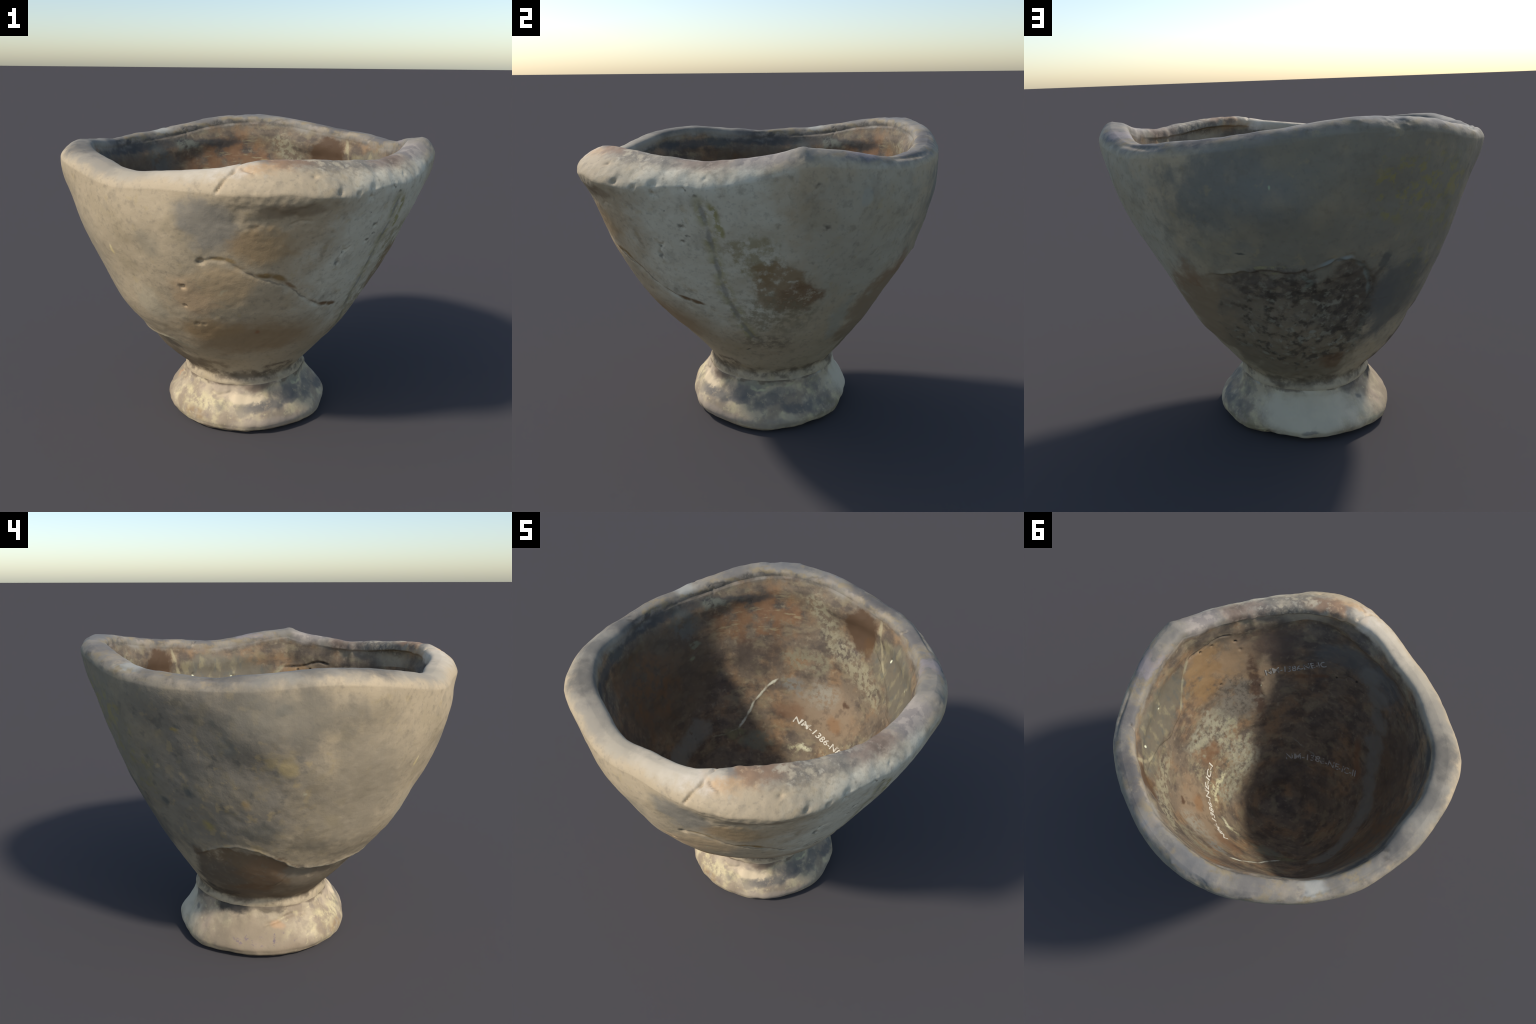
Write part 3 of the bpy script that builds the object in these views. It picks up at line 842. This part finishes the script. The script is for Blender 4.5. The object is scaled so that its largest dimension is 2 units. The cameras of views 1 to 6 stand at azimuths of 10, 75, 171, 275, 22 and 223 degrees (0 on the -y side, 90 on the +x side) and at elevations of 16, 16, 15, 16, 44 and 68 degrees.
def interior_colours(m):
    i = on_inner
    m.gain = (1.20, 1.30, 1.34)  # albedo raised to match ambient light on the shadowed inside
    m.col = m.solid('705e4b')
    m.mottle(5.0, .44, .66, '8c6a49', .7, offset=1.0)
    m.mottle(8.0, .48, .66, '4a3f37', .65, offset=4.0)
    m.mottle(24.0, .50, .68, '4b4039', .35, offset=7.0)
    m.mottle(30.0, .56, .72, '9a876a', .40, offset=9.0)
    m.mottle(60.0, .52, .72, '433a34', .28, offset=2.0)
    m.mottle(7.0, .50, .66, '43382f', .5, offset=27.0, stretch=(1, 1, 2.6))
    m.mottle(9.0, .52, .66, '8c7a5c', .45, offset=31.0, stretch=(1, 1, 1.8))
    m.mottle(8.0, .50, .64, '875a33', .6, offset=35.0, stretch=(1, 1, .35), mask=m.blob_mask(i(268, 1.15), .42, .38, .7))
    # back wall: rust brown with horizontal wiping marks
    m.blob(i(200, 1.36), .38, .24, '7f5738', .7, soft=.8, breakup=(11.0, .38, .58))
    m.mottle(10.0, .55, .68, '9c8a66', .5, offset=6.0, stretch=(1, 1, 4.5), mask=m.blob_mask(i(200, 1.38), .42, .22, .7))
    m.blob(i(205, 1.12), .30, .16, '4a3d34', .7, soft=.8, breakup=(11.0, .35, .55))
    # dark left half
    m.blob(i(255, 1.15), .55, .50, '5a4a39', .65, soft=.6)
    m.blob(i(265, 1.18), .30, .28, '785536', .75, soft=.9, breakup=(17.0, .38, .6))
    for az in range(205, 325, 14):  # shadow under the lip drawn as a dark band
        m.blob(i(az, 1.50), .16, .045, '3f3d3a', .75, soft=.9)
    m.blob(i(310, 1.0), .40, .35, '5c4a3a', .6, soft=.8)
    m.blob(i(236, 1.40), .16, .12, '625f55', .6, soft=.8, breakup=(17.0, .34, .55))
    m.blob(i(233, 1.26), .06, .035, '77725a', .9, soft=.6, breakup=(29.0, .3, .5))
    m.blob(i(236, 1.19), .025, .025, '807c5c', .7, soft=.7)
    m.blob(i(222, 1.49), .10, .045, '7a7664', .6, soft=.7, breakup=(29.0, .38, .55))
    # front wall (seen from the back): slate grey upper, umber lower
    m.blob(i(8, 1.25), .34, .13, '5f5c55', .7, soft=.8, roll=-16)
    m.blob(i(345, 1.25), .22, .18, '5f5e5a', .5, soft=.9)
    m.blob(i(45, 1.28), .26, .16, '55453a', .8, soft=.8)
    for az, z in ((354, 1.22), (346, 1.12), (338, 1.00), (330, .88), (320, .78), (308, .72), (295, .70), (282, .70),
                  (270, .71), (258, .72), (246, .75)):
        m.blob(i(az, z), .115, .09, '787062', .75, soft=.8, breakup=(17.0, .22, .42))
    m.stroke([i(340, .80), i(330, .70), i(316, .64)], .050, '6f4a32', .6, soft=.9)
    m.stroke([i(35, 1.02), i(25, 1.03), i(15, 1.05)], .022, '6f4c31', .6)
    # right wall: orange brown panel with black speckle, tan to the back
    m.blob(i(80, 1.22), .30, .22, '8f6c45', .75, soft=.6, breakup=(11.0, .30, .50))
    m.blob(i(66, 1.22), .20, .22, '8d7358', .6, soft=.8)
    m.blob(i(70, .95), .24, .20, '746a5c', .8, soft=.7, breakup=(11.0, .3, .5))
    m.blob(i(70, .97), .27, .24, '473d35', .6, soft=.8, breakup=(29.0, .46, .62))
    m.blob(i(58, .98), .07, .34, '4a3428', .8, soft=.8, breakup=(17.0, .34, .54))
    m.blob(i(50, 1.05), .06, .20, '9b8164', .7, soft=.9)
    m.blob(i(120, 1.33), .42, .20, '685d4c', .85, soft=.5)
    m.mottle(15.0, .50, .64, '87785a', .65, offset=14.0, stretch=(1, 1, .55), mask=m.blob_mask(i(130, 1.30), .46, .22, .5))
    m.mottle(22.0, .52, .66, '5c584e', .6, offset=17.0, stretch=(1, 1, .5), mask=m.blob_mask(i(115, 1.30), .46, .24, .5))
    m.blob(i(153, 1.43), .15, .17, '553f2d', 1, soft=.5, roll=20)
    m.blob(i(147, 1.33), .05, .09, '5f4329', .6, soft=.9)
    m.stroke([i(143, 1.55), i(141, 1.44), i(138, 1.33), i(133, 1.25)], .018, 'a39270', .65, breakup=(29.0, .3, .5))
    for az, z, w, h in ((176, 1.50, .07, .09), (172, 1.42, .07, .09), (168, 1.33, .07, .10), (163, 1.25, .08, .09),
                        (157, 1.20, .10, .09), (150, 1.16, .10, .09), (143, 1.13, .11, .09), (134, 1.12, .11, .09)):
        m.blob(i(az, z), w * 1.3, h * 1.2, '93866a', .6, soft=.9, breakup=(29.0, .42, .58))
    m.blob(i(178, 1.12), .20, .10, '80755c', .75, soft=.8, breakup=(29.0, .40, .58))
    # pale lime crust, lower right, with a rusty window in it
    m.blob(i(100, .86), .26, .22, '8d836c', .9, soft=.8, breakup=(29.0, .36, .56))
    m.blob(i(92, .64), .18, .18, '8b816b', .9, soft=.8, breakup=(29.0, .36, .56))
    m.blob(i(128, .57), .16, .13, '857b65', .85, soft=.8, breakup=(29.0, .36, .56))
    m.blob(i(110, .70), .40, .30, 'a09573', .45, soft=.6, breakup=(29.0, .52, .64))
    m.blob(i(112, .72), .40, .32, '4f463c', .7, soft=.6, breakup=(17.0, .53, .66))
    m.blob(i(160, .84), .34, .22, '836c54', .9, soft=.7)
    m.blob(i(160, .84), .32, .20, '5d4a3a', .6, soft=.7, breakup=(17.0, .50, .66))
    m.blob(i(165, .94), .15, .10, '8d8371', .7, soft=1.0, breakup=(29.0, .36, .58))
    m.blob(i(183, .96), .12, .06, '75736a', .6, soft=1.0, breakup=(29.0, .38, .58))
    m.blob(i(112, .80), .13, .10, '735238', .8, soft=.8, breakup=(17.0, .3, .5))
    m.blob(i(150, .82), .10, .05, '7f5836', .6, soft=.9)
    m.blob(i(149, .95), .040, .022, '4c3423', .9, soft=.7)
    m.blob(i(183, .80), .14, .08, '6f4c33', .6, soft=.9)
    m.blob(i(135, .64), .16, .035, 'b8aa84', .85, soft=.9, breakup=(29.0, .44, .56))
    m.blob(i(166, .62), .06, .025, 'c4b896', .85, soft=.9, breakup=(29.0, .40, .52))
    m.blob(i(174, .61), .06, .04, 'b3a680', .7, soft=.9, breakup=(29.0, .40, .56))
    m.blob(i(205, .62), .16, .06, '6c6a58', .7, soft=.8, breakup=(17.0, .34, .52))
    m.blob(i(222, .66), .09, .06, '7b7350', .6, soft=.8, breakup=(17.0, .34, .52))
    # sooty floor
    m.ellipsoid_stain = m.ellipsoid((-.05, -.05, .47), (Vector((1, 0, 0)), Vector((0, 1, 0)), Vector((0, 0, 1))),
                                    (.34, .34, .16), .6)
    m.mix(m.math('MULTIPLY', m.ellipsoid_stain, .4), '4d433b')
    m.stroke([i(192, .985), i(198.5, .932), i(206, .85), i(212, .76), i(219, .69)], .011, 'bab097', .85,
             breakup=(29.0, .25, .45))
    m.stroke([i(219, .69), i(228, .67), i(240, .68)], .008, '8d8468', .6, breakup=(29.0, .3, .5))
    m.stroke([i(32, .613), i(16, .56), i(352, .53)], .006, '86816f', .6)
    m.stroke([i(88, 1.40), i(79.5, 1.406), i(71, 1.44), i(65, 1.43)], .010, '2f2822', .8, breakup=(29.0, .3, .5))
    m.stroke([i(87, 1.42), i(93.5, 1.334), i(99.5, 1.228), i(106, 1.14)], .018, 'a09474', .55, breakup=(29.0, .3, .5))
    for az, z, r in ((75, 1.39, .008), (81, 1.385, .009), (64, 1.36, .011), (78, 1.10, .008),
                     (11, 1.063, .01), (0, 1.12, .01)):
        m.blob(i(az, z), r * 1.4, r, '211c19', .9, soft=.7, sharp=True)
    for az, z in ((132, 1.36), (113, 1.345), (55, .99)):
        m.blob(i(az, z), .008, .011, 'd6cca8', .9, soft=.7, sharp=True)


def rim_colours(m):
    """Lip colours; the wall colours take over outside and inside with ragged borders."""
    q = on_lip
    wall_out = m.col
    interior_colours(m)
    wall_in = m.col
    m.gain = (1, 1, 1)
    m.col = m.solid('8a8274')
    m.mottle(5.0, .42, .70, '716c65', .6, offset=1.0)
    m.mottle(9.0, .52, .68, '9c8e79', .5, offset=5.0)
    m.mottle(17.0, .52, .68, '68635d', .45, offset=8.0)
    m.mottle(34.0, .54, .70, 'a09474', .25, offset=3.0)
    # cream front left, knobbly buff front, grey back
    for az, c in ((285, '968d7c'), (302, '9e937f'), (320, '9c917e'), (338, 'b0a38c'), (354, 'c2b39a'),
                  (6, 'c8baa2')):
        m.blob(q(az, 1.5), .24, .2, c, .85, soft=.8)
    m.blob(q(32, 1.4), .36, .2, 'b9aa8e', .85, soft=.7)
    m.blob(q(58, 1.5), .22, .16, 'a69985', .8, soft=.8)
    m.blob(q(15, 1.4), .20, .10, 'c49d70', .8, soft=.8, breakup=(11.0, .30, .50))
    m.blob(q(22, 2.0), .16, .06, '8c6f56', .85, soft=.8, breakup=(17.0, .32, .50))
    m.blob(q(5, 1.3), .10, .08, 'd6c9b6', .8, soft=.7)
    m.blob(q(58, 2.3), .18, .10, '8d7462', .55, soft=.8, breakup=(11.0, .32, .50))
    m.blob(q(61, 2.85), .10, .07, '54453b', .6, soft=.9, breakup=(17.0, .34, .50))
    m.blob(q(35, 2.9), .32, .06, '625c55', .75, soft=.8, breakup=(17.0, .36, .52))
    m.blob(q(76, 1.6), .16, .12, 'ab9e90', .7, soft=.8)
    m.blob(q(74, 1.7), .19, .12, '7a726c', .6, soft=.9, breakup=(17.0, .46, .56))
    m.blob(q(40, 1.4), .34, .16, 'd2c6ac', .5, soft=.8, breakup=(17.0, .52, .64))
    m.blob(q(30, 1.3), .34, .12, '8f826c', .5, soft=.8, breakup=(29.0, .52, .64))
    for az, sl, w, h, c, a in ((105, 1.7, .22, .05, '625f5e', .8), (105, 2.3, .2, .03, '9a8e8a', .8),
                               (125, 1.8, .14, .06, '5d5957', .8), (148, 1.9, .17, .06, '55514f', .9),
                               (160, 1.9, .12, .05, '5c5754', .8), (172, 2.0, .07, .07, '868480', .8),
                               (190, 1.8, .18, .06, '6f6e6b', .8), (211, 2.0, .16, .07, '6a655f', .8),
                               (231, 1.9, .08, .10, 'a3a196', .95), (239, 2.1, .08, .08, '625f59', .8),
                               (250, 2.0, .14, .05, '716c62', .8), (262, 2.2, .14, .06, '5c5852', .85),
                               (276, 1.6, .12, .06, '989080', .7),
                               (282, 2.3, .14, .07, '5f5b54', .8), (300, 2.5, .16, .09, '514e49', .9)):  # left inner lip: dark tints include its shadow
        m.blob(q(az, sl), w * 1.2, h * .8, c, a * .75, soft=1.0)
    for az in range(178, 262, 10):  # inner edge darkened to a shadow line, subduing the sunlit edge
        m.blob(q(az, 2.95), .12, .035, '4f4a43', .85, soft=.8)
    for az in range(95, 260, 15):
        m.blob(q(az, 2.75), .17, .022, '94825f', .6, soft=.9, breakup=(17.0, .38, .56))
        m.blob(q(az + 6, 1.25), .18, .025, '9c9080', .7, soft=.9, breakup=(11.0, .38, .56))
    lip = m.col
    out, drop = m.rim_coordinate()
    ragged = m.math('MULTIPLY', m.math('SUBTRACT', m.pattern(11.0), .5), .10)
    d = m.math('ADD', drop, ragged)
    f_out = m.math('MULTIPLY', m.ramp(d, .010, .060), m.ramp(out, -.005, .02))
    f_in = m.math('MULTIPLY', m.ramp(d, .035, .085), m.math('SUBTRACT', 1.0, m.ramp(out, -.06, -.02)))
    m.col = lip
    m.mix(f_out, wall_out)
    m.mix(f_in, wall_in)




def row_at(s):
    return int(np.argmin(np.abs(S_ROWS - s)))


R_NECK, R_LIP, R_IN = row_at(.2), row_at(.955), row_at(3.12)

m = Shader("slip_with_baked_shade", 'b9a586', warp=WARP)
exterior_colours(m)
MAT_OUT = m.finish()
m = Shader("foot_clay", 'bba88a', warp=.028)
foot_colours(m)
MAT_FOOT = m.finish()
m = Shader("rim_clay", 'b9a586', warp=WARP, zmin=1.40)
exterior_colours(m)
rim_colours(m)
MAT_RIM = m.finish()
m = Shader("sooty_interior", '6f5a48', warp=WARP)
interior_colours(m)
MAT_IN = m.finish()

strip_object("foot", 0, R_NECK, MAT_FOOT, cap='low')
strip_object("bowl_wall", R_NECK, R_LIP, MAT_OUT)
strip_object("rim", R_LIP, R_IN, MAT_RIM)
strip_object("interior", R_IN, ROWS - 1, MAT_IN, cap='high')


# ------------------------------------------------------------------ painted inventory numbers
def paint_material(name, light, dark, lo, hi):
    m = Shader(name, light)
    m.mottle(40.0, lo, hi, dark, .9, offset=2.0, detail=3)
    return m.finish(rough=.7, bump=.1)


_faces = [(i * COLS + j, i * COLS + (j + 1) % COLS, (i + 1) * COLS + (j + 1) % COLS, (i + 1) * COLS + j)
          for i in range(ROWS - R_IN - 1) for j in range(COLS)]
INNER = BVHTree.FromPolygons(P[R_IN:].reshape(-1, 3).tolist(), _faces)
EYE = Vector((0, 0, 1.05))


def inscription(text, path, height, material, shear=.25):
    """Writing that follows a path on the inner wall, letters standing away from the axis."""
    cu = bpy.data.curves.new("inscription", 'FONT')
    cu.body = text
    cu.size = 1.0
    cu.shear = shear
    cu.extrude = .5
    cu.offset = .012
    cu.resolution_u = 3
    tmp = bpy.data.objects.new("inscription_source", cu)
    bpy.context.scene.collection.objects.link(tmp)
    dg = bpy.context.evaluated_depsgraph_get()
    me = bpy.data.meshes.new_from_object(tmp.evaluated_get(dg))
    bpy.data.objects.remove(tmp)
    pts = [Vector(q) for q in path]
    seg = [(b - a).length for a, b in zip(pts[:-1], pts[1:])]
    total = sum(seg)
    xs = [v.co.x for v in me.vertices]
    x0, x1 = min(xs), max(xs)
    for v in me.vertices:
        s = (v.co.x - x0) / (x1 - x0) * total
        k = 0
        while k < len(seg) - 1 and s > seg[k]:
            s -= seg[k]
            k += 1
        base = pts[k].lerp(pts[k + 1], s / seg[k])
        along = (pts[k + 1] - pts[k]).normalized()
        hit = INNER.ray_cast(EYE, (base - EYE).normalized())
        n = hit[1] if hit[1].dot(EYE - hit[0]) > 0 else -hit[1]
        up = along.cross(n)
        up = -up if up.dot(Vector((base.x, base.y, .8 * math.hypot(base.x, base.y)))) < 0 else up
        q = hit[0] + up.normalized() * v.co.y * height / .7
        hit = INNER.ray_cast(EYE, (q - EYE).normalized())
        n = hit[1] if hit[1].dot(EYE - hit[0]) > 0 else -hit[1]
        v.co = hit[0] + n * (.0012 + .0022 * v.co.z)
    me.materials.clear()
    me.materials.append(material)
    me.name = "inscription"
    ob = bpy.data.objects.new("inscription", me)
    bpy.context.scene.collection.objects.link(ob)
    ob.parent = root


i = on_inner
WHITE = paint_material("white_paint", 'ded6c2', '9a8872', .54, .66)
WORN = paint_material("worn_paint", 'b5afa0', '6a6055', .50, .60)
inscription("NM-1386-NE-IC-I", [i(180, .745), i(173.5, .737), i(164, .714), i(154, .70), i(144.5, .70),
                               i(137, .709), i(126, .709), i(116, .727)], .042, WHITE)
inscription("NM-1386-NE-IC", [i(51, 1.05), i(45.5, 1.06), i(38, 1.06), i(31, 1.066), i(25, 1.09), i(17.5, 1.12)],
            .045, WORN, 0)
inscription("NM-1386-NE-IC-II", [i(37, .494), i(14, .498), i(356.5, .515), i(342, .536), i(332, .567), i(326, .592),
                                i(319, .64)], .045, WORN, 0)
